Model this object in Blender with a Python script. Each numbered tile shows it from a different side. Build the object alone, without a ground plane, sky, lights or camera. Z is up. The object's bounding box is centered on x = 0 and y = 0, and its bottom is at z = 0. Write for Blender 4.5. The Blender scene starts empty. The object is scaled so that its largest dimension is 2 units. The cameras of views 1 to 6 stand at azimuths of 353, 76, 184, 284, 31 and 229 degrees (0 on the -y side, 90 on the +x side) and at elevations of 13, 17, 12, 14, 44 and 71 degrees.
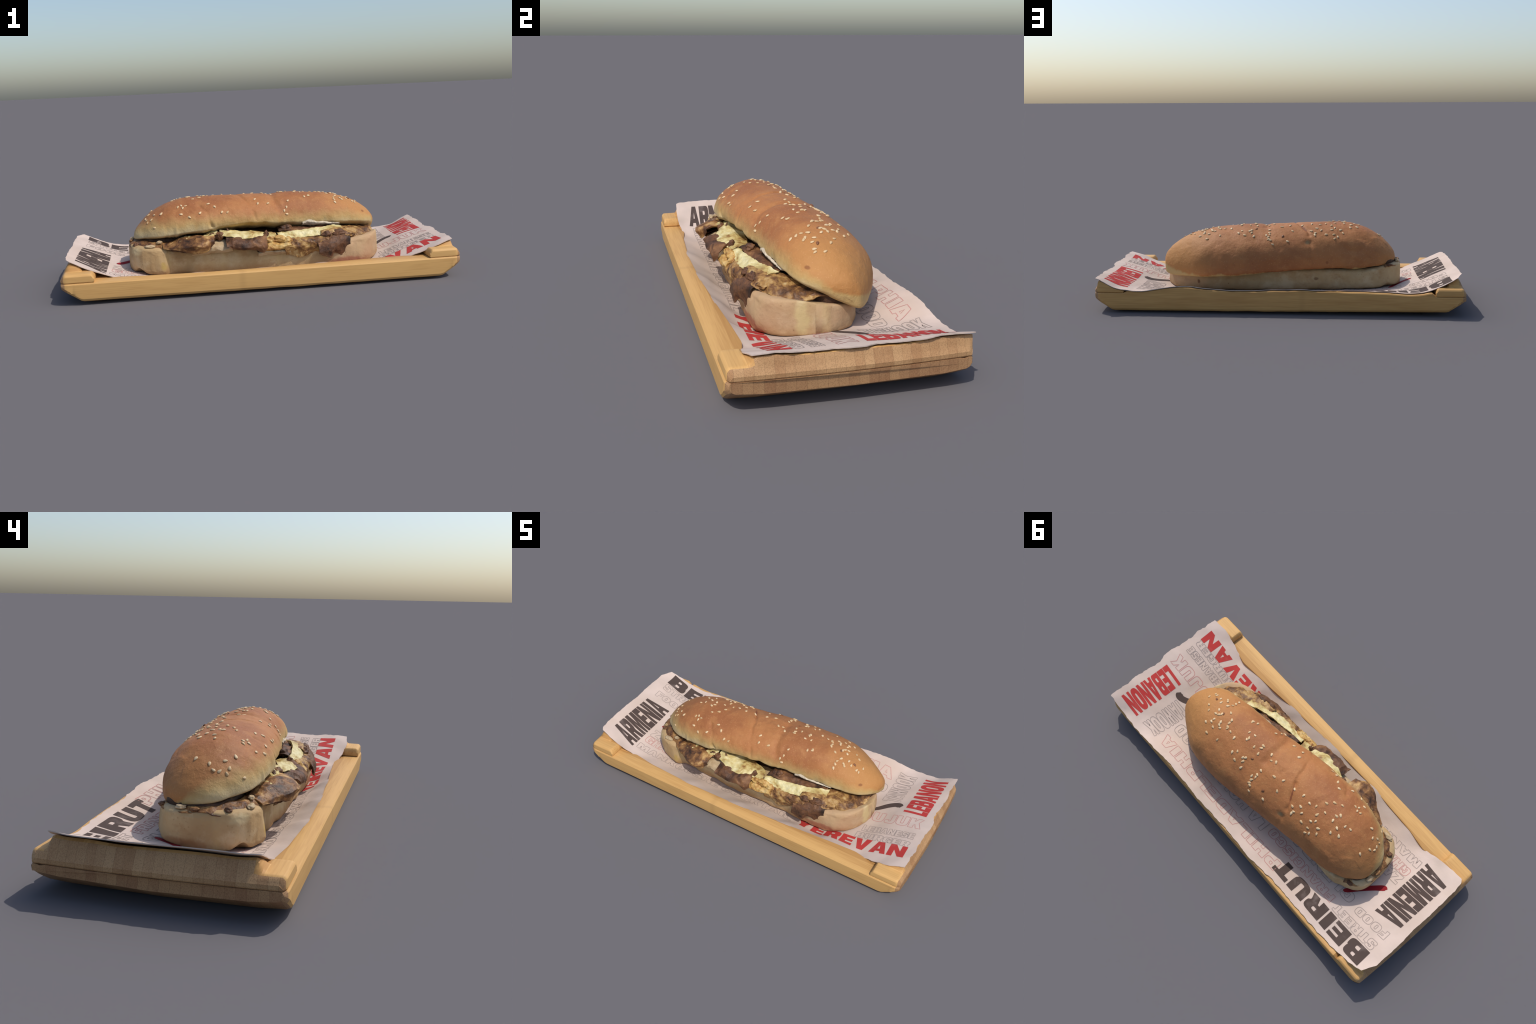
# Filled sesame roll on printed paper, lying in a low bamboo serving tray.
import bpy, bmesh, math, random
import numpy as np
from mathutils import Vector, noise, geometry
from mathutils.bvhtree import BVHTree

random.seed(7)
noise.seed_set(3)

# ------------------------------------------------------------------ helpers
def catmull(pts, per):
    """Catmull-Rom through rows of numbers; 'per' samples per span."""
    P = np.array(pts, float)
    out = []
    n = len(P)
    for i in range(n - 1):
        a = P[i - 1] if i > 0 else 2 * P[0] - P[1]
        b, c = P[i], P[i + 1]
        d = P[i + 2] if i + 2 < n else 2 * P[-1] - P[-2]
        for k in range(per):
            t = k / per
            out.append(0.5 * (2 * b + (c - a) * t + (2 * a - 5 * b + 4 * c - d) * t * t + (3 * b - a - 3 * c + d) * t ** 3))
    out.append(P[-1])
    return np.array(out)

def lerp_table(table, v):
    xs = [t[0] for t in table]
    return float(np.interp(v, xs, [t[1] for t in table]))

def fbm(x, y, z, octaves=3):
    v, a, f = 0.0, 1.0, 1.0
    for _ in range(octaves):
        v += a * noise.noise(Vector((x * f, y * f, z * f)))
        a *= 0.5
        f *= 2.03
    return v

def smooth(a, b, v):
    t = min(1.0, max(0.0, (v - a) / (b - a)))
    return t * t * (3 - 2 * t)

def make_object(name, verts, faces, mats, parent=None, sharp=None):
    me = bpy.data.meshes.new(name)
    me.from_pydata([tuple(v) for v in verts], [], faces)
    me.validate()
    me.update()
    bm = bmesh.new()
    bm.from_mesh(me)
    bmesh.ops.recalc_face_normals(bm, faces=bm.faces)
    bm.to_mesh(me)
    bm.free()
    for m in (mats if isinstance(mats, (list, tuple)) else [mats]):
        me.materials.append(m)
    me.shade_smooth()
    if sharp:
        me.set_sharp_from_angle(angle=math.radians(sharp))
    ob = bpy.data.objects.new(name, me)
    bpy.context.scene.collection.objects.link(ob)
    if parent:
        ob.parent = parent
    return ob

def thing(name, label, category):
    ob = bpy.data.objects.new(name, None)
    bpy.context.scene.collection.objects.link(ob)
    ob["label"] = label
    ob["category"] = category
    return ob

def loft_faces(nrow, ncol, base=0, closed=True, cap=True):
    f = []
    for i in range(nrow - 1):
        for j in range(ncol if closed else ncol - 1):
            k = (j + 1) % ncol
            f.append((base + i * ncol + j, base + i * ncol + k, base + (i + 1) * ncol + k, base + (i + 1) * ncol + j))
    if cap and closed:
        f.append(tuple(base + j for j in reversed(range(ncol))))
        f.append(tuple(base + (nrow - 1) * ncol + j for j in range(ncol)))
    return f

# ------------------------------------------------------------------ material kit
class Nodes:
    def __init__(self, name, rough=0.6, spec=0.3):
        self.m = bpy.data.materials.new(name)
        self.m.use_nodes = True
        self.t = self.m.node_tree
        self.n = self.t.nodes
        self.b = self.n["Principled BSDF"]
        self.b.inputs["Roughness"].default_value = rough
        self.b.inputs["Specular IOR Level"].default_value = spec
        tc = self.n.new("ShaderNodeTexCoord")
        self.co = tc.outputs["Object"]
        sep = self.n.new("ShaderNodeSeparateXYZ")
        self.t.links.new(self.co, sep.inputs[0])
        self.x, self.y, self.z = sep.outputs

    def put(self, sock, v):
        if isinstance(v, bpy.types.NodeSocket):
            self.t.links.new(v, sock)
        elif isinstance(v, (tuple, list)) and len(v) == 3 and sock.type == "RGBA":
            sock.default_value = (*v, 1)
        else:
            sock.default_value = v

    def math(self, op, a, b=0.0, c=None, clamp=False):
        n = self.n.new("ShaderNodeMath")
        n.operation = op
        n.use_clamp = clamp
        self.put(n.inputs[0], a)
        self.put(n.inputs[1], b)
        if c is not None:
            self.put(n.inputs[2], c)
        return n.outputs[0]

    def scaled(self, sx, sy, sz, off=(0, 0, 0)):
        n = self.n.new("ShaderNodeMapping")
        n.inputs["Scale"].default_value = (sx, sy, sz)
        n.inputs["Location"].default_value = off
        self.t.links.new(self.co, n.inputs[0])
        return n.outputs[0]

    def noise(self, scale, detail=4, rough=0.55, vec=None, warp=0.0):
        n = self.n.new("ShaderNodeTexNoise")
        n.inputs["Scale"].default_value = scale
        n.inputs["Detail"].default_value = detail
        n.inputs["Roughness"].default_value = rough
        n.inputs["Distortion"].default_value = warp
        self.t.links.new(vec or self.co, n.inputs["Vector"])
        return n.outputs[0]

    def voronoi(self, scale, vec=None, out=0, feature="F1"):
        n = self.n.new("ShaderNodeTexVoronoi")
        n.feature = feature
        n.inputs["Scale"].default_value = scale
        self.t.links.new(vec or self.co, n.inputs["Vector"])
        return n.outputs[out]

    def white(self, v):
        n = self.n.new("ShaderNodeTexWhiteNoise")
        n.noise_dimensions = "1D"
        self.put(n.inputs["W"], v)
        return n.outputs["Value"]

    def step(self, v, a, b):
        n = self.n.new("ShaderNodeMapRange")
        n.interpolation_type = "SMOOTHSTEP"
        self.put(n.inputs["Value"], v)
        self.put(n.inputs["From Min"], a)
        self.put(n.inputs["From Max"], b)
        return n.outputs[0]

    def mix(self, f, a, b, kind="MIX"):
        n = self.n.new("ShaderNodeMix")
        n.data_type = "RGBA"
        n.blend_type = kind
        self.put(n.inputs["Factor"], f)
        self.put(n.inputs[6], a)
        self.put(n.inputs[7], b)
        return n.outputs[2]

    def blob(self, centre, radii, turn=0.0):
        """soft ellipsoidal patch around a point, 1 in its middle"""
        d = self.n.new("ShaderNodeVectorMath")
        d.operation = "SUBTRACT"
        self.t.links.new(self.co, d.inputs[0])
        d.inputs[1].default_value = centre
        r = self.n.new("ShaderNodeVectorRotate")
        r.rotation_type = "Z_AXIS"
        r.inputs["Angle"].default_value = -turn
        self.t.links.new(d.outputs[0], r.inputs["Vector"])
        q = self.n.new("ShaderNodeVectorMath")
        q.operation = "DIVIDE"
        self.t.links.new(r.outputs[0], q.inputs[0])
        q.inputs[1].default_value = radii
        l = self.n.new("ShaderNodeVectorMath")
        l.operation = "LENGTH"
        self.t.links.new(q.outputs[0], l.inputs[0])
        ragged = self.math("ADD", l.outputs["Value"], self.math("MULTIPLY", self.math("SUBTRACT", self.noise(30, 3), 0.5), 0.9))
        return self.math("SUBTRACT", 1.0, self.step(ragged, 0.45, 1.0))

    def bump(self, h, strength=0.3, dist=0.01):
        n = self.n.new("ShaderNodeBump")
        n.inputs["Strength"].default_value = strength
        n.inputs["Distance"].default_value = dist
        self.t.links.new(h, n.inputs["Height"])
        self.t.links.new(n.outputs[0], self.b.inputs["Normal"])

    def done(self, col):
        self.put(self.b.inputs["Base Color"], col)
        return self.m

def wood_material(name, light, dark, pitch, phase, end=False):
    k = Nodes(name, 0.55, 0.25)
    strip = k.math("FLOOR", k.math("ADD", k.math("MULTIPLY", k.y, 1 / pitch), phase))
    tone = k.white(strip)
    fine = k.noise(1.0, 3, 0.6, k.scaled(7, 170, 170))
    broad = k.noise(1.0, 3, 0.5, k.scaled(2.2, 22, 22))
    fac = k.math("ADD", k.math("MULTIPLY", tone, 0.42), k.math("ADD", k.math("MULTIPLY", fine, 0.55), k.math("MULTIPLY", broad, 0.45)))
    fac = k.step(fac, 0.5, 1.02)
    col = k.mix(fac, light, dark)
    if end:
        # end grain: vessel dots and thin joints between the glued strips
        dots = k.step(k.voronoi(1.0, k.scaled(24, 330, 250)), 0.18, 0.55)
        col = k.mix(k.math("MULTIPLY", k.math("SUBTRACT", 1.0, dots), 0.36), col, tuple(c * 0.35 for c in dark))
        joint = k.math("ABSOLUTE", k.math("SUBTRACT", k.math("FRACT", k.math("ADD", k.math("MULTIPLY", k.y, 1 / pitch), phase)), 0.5))
        col = k.mix(k.math("MULTIPLY", k.step(joint, 0.465, 0.5), 0.45), col, tuple(c * 0.4 for c in dark))
    else:
        # a bamboo node crossing the strips
        node = k.math("SUBTRACT", 1.0, k.step(k.math("ABSOLUTE", k.math("ADD", k.x, k.math("ADD", 0.115, k.math("MULTIPLY", tone, 0.02)))), 0.0, 0.028))
        col = k.mix(k.math("MULTIPLY", node, 0.14), col, tuple(c * 0.55 for c in dark))
    k.bump(fine, 0.12, 0.004)
    return k.done(col)

WOOD = wood_material("bamboo", (0.64, 0.375, 0.135), (0.47, 0.245, 0.080), 0.040, 0.3)
END_A = wood_material("bamboo_end_grain", (0.47, 0.275, 0.130), (0.36, 0.19, 0.085), 0.031, 0.2, True)
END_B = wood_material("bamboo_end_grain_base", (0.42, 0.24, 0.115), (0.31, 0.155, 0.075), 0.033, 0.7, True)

def paper_material():
    k = Nodes("greaseproof_paper", 0.7, 0.2)
    a = k.noise(5, 4)
    col = k.mix(k.step(a, 0.3, 0.7), (0.565, 0.440, 0.360), (0.635, 0.505, 0.430))
    grease = k.step(k.noise(2.3, 3), 0.55, 0.72)
    front = k.math("MULTIPLY", k.math("SUBTRACT", 1.0, k.step(k.y, -0.3, -0.2)), k.math("SUBTRACT", 1.0, k.step(k.math("ABSOLUTE", k.math("SUBTRACT", k.x, 0.02)), 0.3, 0.75)))
    col = k.mix(k.math("MULTIPLY", k.math("MAXIMUM", grease, front), 0.38), col, (0.36, 0.30, 0.245))
    k.bump(k.noise(9, 5), 0.4, 0.01)
    return k.done(col)

def ink(name, col, fade=0.25):
    k = Nodes(name, 0.75, 0.15)
    c = k.mix(k.math("MULTIPLY", k.step(k.noise(14, 4), 0.55, 0.8), fade), col, (0.45, 0.36, 0.32))
    return k.done(c)

PAPER = paper_material()
INK_DARK = ink("dark_brown_ink", (0.080, 0.055, 0.046))
INK_RED = ink("red_ink", (0.46, 0.046, 0.040), 0.15)
INK_GREY_LINE = ink("grey_line_ink", (0.34, 0.275, 0.24), 0.3)
INK_RED_LINE = ink("red_line_ink", (0.51, 0.245, 0.215), 0.3)
INK_WINE = ink("dark_red_ink", (0.26, 0.012, 0.018), 0.1)

def crust_material():
    k = Nodes("golden_crust", 0.6, 0.25)
    big = k.noise(3.2, 4, 0.55)
    mid = k.noise(14, 6, 0.65)
    col = k.mix(k.step(big, 0.35, 0.65), (0.395, 0.160, 0.055), (0.305, 0.113, 0.041))
    col = k.mix(k.math("MULTIPLY", k.step(mid, 0.48, 0.68), 0.5), col, (0.44, 0.200, 0.070))
    col = k.mix(k.math("MULTIPLY", k.step(k.noise(27, 5, 0.65), 0.52, 0.75), 0.35), col, (0.25, 0.085, 0.033))
    # both ends are baked a touch lighter
    end = k.math("MAXIMUM", k.step(k.x, 0.30, 0.60), k.math("MULTIPLY", k.step(k.math("MULTIPLY", k.x, -1.0), 0.45, 0.66), 0.6))
    col = k.mix(k.math("MULTIPLY", end, 0.75), col, (0.48, 0.235, 0.073))
    # unbaked pale band along the torn front lip
    h = k.math("SUBTRACT", k.math("ADD", k.z, k.math("MULTIPLY", k.y, 0.25)), 0.235)
    wob = k.math("MULTIPLY", k.math("SUBTRACT", k.noise(1.0, 5, 0.65, k.scaled(15, 6, 5)), 0.5), 0.075)
    h = k.math("ADD", h, wob)
    frontal = k.math("SUBTRACT", 1.0, k.step(k.y, -0.10, 0.06))
    width = k.math("ADD", 0.014, k.math("MULTIPLY", frontal, 0.070))
    band = k.math("SUBTRACT", 1.0, k.step(k.math("DIVIDE", h, width), 0.1, 1.15))
    col = k.mix(k.math("MULTIPLY", band, 0.92), col, (0.49, 0.335, 0.130))
    rim = k.math("MULTIPLY", k.math("SUBTRACT", 1.0, k.step(k.math("DIVIDE", h, width), -0.25, 0.45)), k.math("ADD", 0.15, k.math("MULTIPLY", frontal, 0.85)))
    col = k.mix(k.math("MULTIPLY", rim, 0.8), col, (0.60, 0.49, 0.285))
    speck = k.step(k.voronoi(95), 0.10, 0.24)
    col = k.mix(k.math("MULTIPLY", k.math("SUBTRACT", 1.0, speck), 0.35), col, (0.60, 0.34, 0.15))
    blister = k.math("MULTIPLY", k.math("SUBTRACT", 1.0, k.step(k.voronoi(7.5), 0.04, 0.08)), 0.55)
    col = k.mix(blister, col, (0.20, 0.06, 0.025))
    # split crust over the middle and the torn pocket on the back
    col = k.mix(k.math("MULTIPLY", k.blob((-.128, .075, .413), (.062, .007, .06), 2.15), 0.8), col, (0.17, 0.048, 0.022))
    col = k.mix(k.math("MULTIPLY", k.blob((-.152, .172, .350), (.022, .030, .016)), 0.85), col, (0.27, 0.18, 0.085))
    col = k.mix(k.math("MULTIPLY", k.blob((.584, -.038, .306), (.020, .012, .008)), 0.7), col, (0.20, 0.065, 0.022))
    k.bump(k.math("ADD", k.noise(70, 5, 0.65), k.math("MULTIPLY", k.noise(20, 4), 1.5)), 0.42, 0.006)
    return k.done(col)

def pale_bread_material():
    k = Nodes("pale_bread", 0.7, 0.2)
    col = k.mix(k.step(k.noise(6, 5, 0.6), 0.35, 0.66), (0.43, 0.285, 0.138), (0.50, 0.360, 0.188))
    col = k.mix(k.math("MULTIPLY", k.step(k.noise(10, 6, 0.7), 0.46, 0.66), 0.7), col, (0.57, 0.435, 0.262))
    col = k.mix(k.math("MULTIPLY", k.step(k.noise(8, 5, 0.65, k.scaled(1, 1, 1.6, (3, 1, 7))), 0.52, 0.68), 0.6), col, (0.35, 0.20, 0.085))
    pits = k.math("MULTIPLY", k.math("SUBTRACT", 1.0, k.step(k.voronoi(70), 0.10, 0.24)), k.step(k.noise(9, 2, 0.5, k.scaled(1, 1, 1, (5, 5, 5))), 0.48, 0.6))
    col = k.mix(k.math("MULTIPLY", pits, 0.45), col, (0.30, 0.17, 0.07))
    pink = k.math("MULTIPLY", k.step(k.x, 0.25, 0.5), k.step(k.noise(4, 3), 0.35, 0.6))
    col = k.mix(k.math("MULTIPLY", pink, 0.6), col, (0.49, 0.310, 0.185))
    foot = k.math("SUBTRACT", 1.0, k.step(k.math("ADD", k.z, k.math("MULTIPLY", k.math("SUBTRACT", k.noise(7, 3), 0.5), 0.06)), 0.062, 0.125))
    col = k.mix(k.math("MULTIPLY", foot, 0.55), col, (0.33, 0.165, 0.06))
    # dribbles of melted cheese and fat; then tinted spots, one painting a hole's shade
    drip = k.step(k.noise(1.0, 3, 0.5, k.scaled(13, 13, 2.2)), 0.60, 0.74)
    col = k.mix(k.math("MULTIPLY", drip, 0.18), col, (0.58, 0.45, 0.18))
    for centre, radii, tint, f in (((.655, -.075, .150), (.06, .030, .085), (0.60, 0.48, 0.23), .55), ((-.50, -.212, .118), (.022, .03, .030), (0.44, 0.30, 0.09), .8),
                                   ((.45, -.215, .080), (.13, .05, .028), (0.36, 0.13, 0.075), .7), ((.615, .085, .115), (.022, .013, .013), (0.09, 0.045, 0.02), .9),
                                   ((-.20, .15, .14), (.02, .05, .012), (0.16, 0.07, 0.03), .7), ((.46, .17, .12), (.012, .05, .018), (0.13, 0.05, 0.025), .8),
                                   ((-.675, .02, .10), (.06, .12, .028), (0.30, 0.13, 0.05), .6), ((-.63, -.16, .19), (.05, .05, .022), (0.62, 0.50, 0.28), .6)):
        col = k.mix(k.math("MULTIPLY", k.blob(centre, radii), f), col, tint)
    dots = k.math("MULTIPLY", k.math("SUBTRACT", 1.0, k.step(k.math("ADD", k.voronoi(24), k.math("MULTIPLY", k.noise(60, 3), 0.10)), 0.07, 0.16)), k.step(k.noise(11, 2), 0.47, 0.56))
    col = k.mix(k.math("MULTIPLY", dots, 0.6), col, (0.16, 0.075, 0.025))
    k.bump(k.math("ADD", k.noise(45, 5, 0.65), k.math("MULTIPLY", k.noise(12, 3), 1.4)), 0.32, 0.008)
    return k.done(col)

def food_material(name, stops, scale, warp=0.6, rough=0.42, spot=None, coat=0.0):
    k = Nodes(name, rough, 0.25)
    v = k.math("ADD", k.math("MULTIPLY", k.noise(scale, 5, 0.6, None, warp), 0.8), k.math("MULTIPLY", k.noise(scale * 4.1, 4), 0.2))
    ramp = k.n.new("ShaderNodeValToRGB")
    el = ramp.color_ramp.elements
    while len(el) < len(stops):
        el.new(0.5)
    for e, (p, c) in zip(el, stops):
        e.position = p
        e.color = (*c, 1)
    k.t.links.new(v, ramp.inputs[0])
    col = ramp.outputs[0]
    if spot:
        d = k.math("SUBTRACT", 1.0, k.step(k.voronoi(scale * 2.2), 0.10, 0.26))
        col = k.mix(k.math("MULTIPLY", d, 0.6), col, spot)
    k.b.inputs["Coat Weight"].default_value = coat
    k.b.inputs["Coat Roughness"].default_value = 0.3
    k.bump(k.math("ADD", k.noise(42, 5, 0.6), k.noise(130, 3)), 0.35, 0.006)
    return k.done(col)

CRUST = crust_material()
BREAD = pale_bread_material()
MEAT_DARK = food_material("charred_meat", [(0.32, (0.028, 0.017, 0.013)), (0.43, (0.080, 0.038, 0.021)), (0.54, (0.155, 0.070, 0.032)), (0.68, (0.30, 0.150, 0.060))], 12, 0.9, 0.55)
MEAT_BROWN = food_material("grilled_meat", [(0.34, (0.034, 0.019, 0.013)), (0.43, (0.105, 0.047, 0.022)), (0.52, (0.245, 0.115, 0.041)), (0.63, (0.52, 0.32, 0.125))], 15, 0.6, 0.5)
MEAT_MIX = food_material("browned_chicken", [(0.36, (0.050, 0.025, 0.015)), (0.46, (0.17, 0.078, 0.029)), (0.55, (0.38, 0.215, 0.072)), (0.68, (0.57, 0.42, 0.205))], 17, 0.45, 0.45)
MEAT_GOLD = food_material("seared_chicken", [(0.32, (0.14, 0.058, 0.020)), (0.42, (0.36, 0.175, 0.048)), (0.54, (0.53, 0.33, 0.105)), (0.70, (0.62, 0.46, 0.22))], 17, 0.8, 0.45)
CHICKEN = food_material("pale_chicken", [(0.30, (0.30, 0.19, 0.095)), (0.45, (0.45, 0.33, 0.19)), (0.7, (0.56, 0.44, 0.29))], 14, 0.5, 0.55)
CHEESE = food_material("melted_cheese", [(0.35, (0.25, 0.125, 0.040)), (0.43, (0.48, 0.355, 0.130)), (0.51, (0.62, 0.52, 0.245)), (0.68, (0.76, 0.685, 0.42))], 12, 0.9, 0.38)
MEAT_CORE = food_material("dark_filling", [(0.35, (0.020, 0.011, 0.008)), (0.55, (0.065, 0.032, 0.018)), (0.7, (0.13, 0.065, 0.03))], 13, 0.8, 0.6)
CRUMB = food_material("white_crumb", [(0.35, (0.52, 0.42, 0.29)), (0.6, (0.66, 0.58, 0.46))], 20, 0.3, 0.8)
k = Nodes("sesame_seed", 0.5, 0.35)
info = k.n.new("ShaderNodeObjectInfo")
SEED = k.done(k.mix(info.outputs["Random"], (0.56, 0.37, 0.18), (0.70, 0.52, 0.30)))
k = Nodes("toasted_sesame_seed", 0.5, 0.35)
SEED_DARK = k.done(k.mix(k.noise(80), (0.16, 0.06, 0.025), (0.26, 0.11, 0.045)))

# ------------------------------------------------------------------ the paper as a height field
PAPER_KNOTS = np.array([
    (-.972, -.31, .207), (-.975, -.1, .208), (-.98, .1, .205), (-.975, .28, .205), (-.955, .35, .205),
    (-.93, -.255, .183), (-.93, .085, .185), (-.92, .345, .185), (-.918, .262, .186),
    (-.786, -.27, .116), (-.785, .096, .124), (-.77, -.20, .106), (-.75, -.024, .104), (-.77, .33, .120),
    (-.65, -.25, .086), (-.70, -.29, .090), (-.65, 0, .088), (-.60, .25, .10), (-.66, .38, .124),
    (-.50, -.25, .070), (-.25, -.25, .060), (0, -.26, .060), (-.3, -.305, .093), (0, -.30, .090), (.3, -.29, .088), (.5, -.282, .084), (.29, -.25, .055), (.385, -.246, .053), (.474, -.25, .055),
    (-.60, -.325, .101), (-.30, -.342, .105), (0, -.337, .105), (.30, -.32, .104), (.55, -.305, .102), (.72, -.30, .092),
    (-.3, 0, .058), (0, 0, .055), (.3, 0, .055), (.55, 0, .065),
    (-.32, .253, .092), (0, .25, .085), (.30, .25, .080), (.635, .25, .085), (.64, .29, .095), (.62, .355, .122),
    (-.283, .342, .121), (0, .34, .118), (.30, .34, .115),
    (.878, .39, .139), (.794, .39, .122), (.67, .39, .126), (.574, .39, .143), (.461, .39, .147), (.33, .39, .131),
    (.03, .39, .135), (-.116, .39, .137), (-.337, .385, .134), (-.52, .38, .130), (-.774, .375, .126), (-.845, .37, .153),
    (.975, -.315, .185), (.98, -.15, .183), (.98, .05, .180), (.985, .20, .183), (.972, .40, .182),
    (.936, .052, .173), (.945, .356, .176), (.938, -.187, .174), (.938, -.266, .175),
    (.807, .06, .136), (.818, .359, .131), (.77, .122, .120), (.77, .356, .118), (.67, .355, .116),
    (.75, -.20, .108), (.75, -.28, .101), (.65, -.15, .075)])

def _kernel(d2):
    return np.where(d2 > 1e-12, d2 * np.log(np.maximum(d2, 1e-12)), 0.0)

def fit_plate(K, soft):
    n = len(K)
    d2 = ((K[:, None, :2] - K[None, :, :2]) ** 2).sum(-1)
    A = np.zeros((n + 3, n + 3))
    A[:n, :n] = _kernel(d2) + soft * np.eye(n)
    A[:n, n:] = np.c_[np.ones(n), K[:, :2]]
    A[n:, :n] = A[:n, n:].T
    return np.linalg.solve(A, np.r_[K[:, 2], 0, 0, 0])

PLATE = fit_plate(PAPER_KNOTS, 0.0006)

def paper_heights(X, Y):
    X, Y = np.asarray(X, float), np.asarray(Y, float)
    d2 = (X[..., None] - PAPER_KNOTS[:, 0]) ** 2 + (Y[..., None] - PAPER_KNOTS[:, 1]) ** 2
    n = len(PAPER_KNOTS)
    z = (_kernel(d2) * PLATE[:n]).sum(-1) + PLATE[n] + PLATE[n + 1] * X + PLATE[n + 2] * Y
    # shallow creases of handled paper
    z = z + 0.0013 * np.sin(23 * X + 9 * Y) * np.sin(17 * Y - 6 * X) + 0.0010 * np.sin(41 * X - 29 * Y + 2 * np.sin(9 * Y))
    return z

FRONT_EDGE = [(-.98, -.316), (-.90, -.325), (-.80, -.325), (-.72, -.312), (-.60, -.33), (-.30, -.346), (0, -.342), (.30, -.326), (.55, -.308), (.70, -.30), (.80, -.32), (.90, -.332), (.98, -.318)]
BACK_EDGE = [(-.95, .350), (-.88, .366), (-.72, .378), (-.54, .382), (-.35, .381), (-.18, .397), (.03, .391), (.22, .398), (.44, .393), (.64, .401), (.86, .404), (.97, .398)]
LEFT_EDGE = [(-.325, -.950), (-.30, -.968), (-.2, -.976), (0, -.976), (.14, -.981), (.28, -.978), (.35, -.950)]
RIGHT_EDGE = [(-.32, .972), (-.25, .978), (-.14, .976), (-.06, .984), (-.01, .990), (.03, .980), (.07, .967), (.12, .974), (.21, .985), (.32, .978), (.4, .978)]

paper_root = thing("printed_paper_liner", "white greaseproof sheet printed with red and dark brown words", "paper liner")
NU, NV = 300, 130
S, T = np.meshgrid(np.linspace(0, 1, NU), np.linspace(0, 1, NV), indexing="ij")
X = -0.97 + 1.94 * S
Y = -0.32 + 0.7 * T
def tab(table, v):
    return np.interp(v, [a for a, _ in table], [b for _, b in table])
TORN = [[fbm(i * .055, key, .5, 5) for i in range(801)] for key in (2.0, 8.0)]
def torn(v, key):
    """irregular offset of a torn sheet edge"""
    return .0075 * np.interp(v, np.linspace(-1, 1, 801), TORN[0 if key < 5 else 1])
for _ in range(6):
    rag = torn(Y, 2.0)
    X = (tab(LEFT_EDGE, Y) + 0.4 * rag) * (1 - S) + (tab(RIGHT_EDGE, Y) + rag) * S
    rag = .7 * torn(X, 8.0)
    Y = (tab(FRONT_EDGE, X) + 0.6 * rag) * (1 - T) + (tab(BACK_EDGE, X) + rag) * T
Z = paper_heights(X, Y)
top = np.stack([X, Y, Z], -1).reshape(-1, 3)
low = top.copy()
low[:, 2] -= 0.0035
faces = loft_faces(NU, NV, 0, False) + [tuple(reversed(f)) for f in loft_faces(NU, NV, NU * NV, False)]
rim = [i * NV for i in range(NU)] + [(NU - 1) * NV + j for j in range(1, NV)] + [i * NV + NV - 1 for i in range(NU - 2, -1, -1)] + list(range(NV - 2, 0, -1))
for a, b in zip(rim, rim[1:] + rim[:1]):
    faces.append((a, b, b + NU * NV, a + NU * NV))
make_object("paper_sheet", np.vstack([top, low]), faces, PAPER, paper_root, 60)

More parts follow.
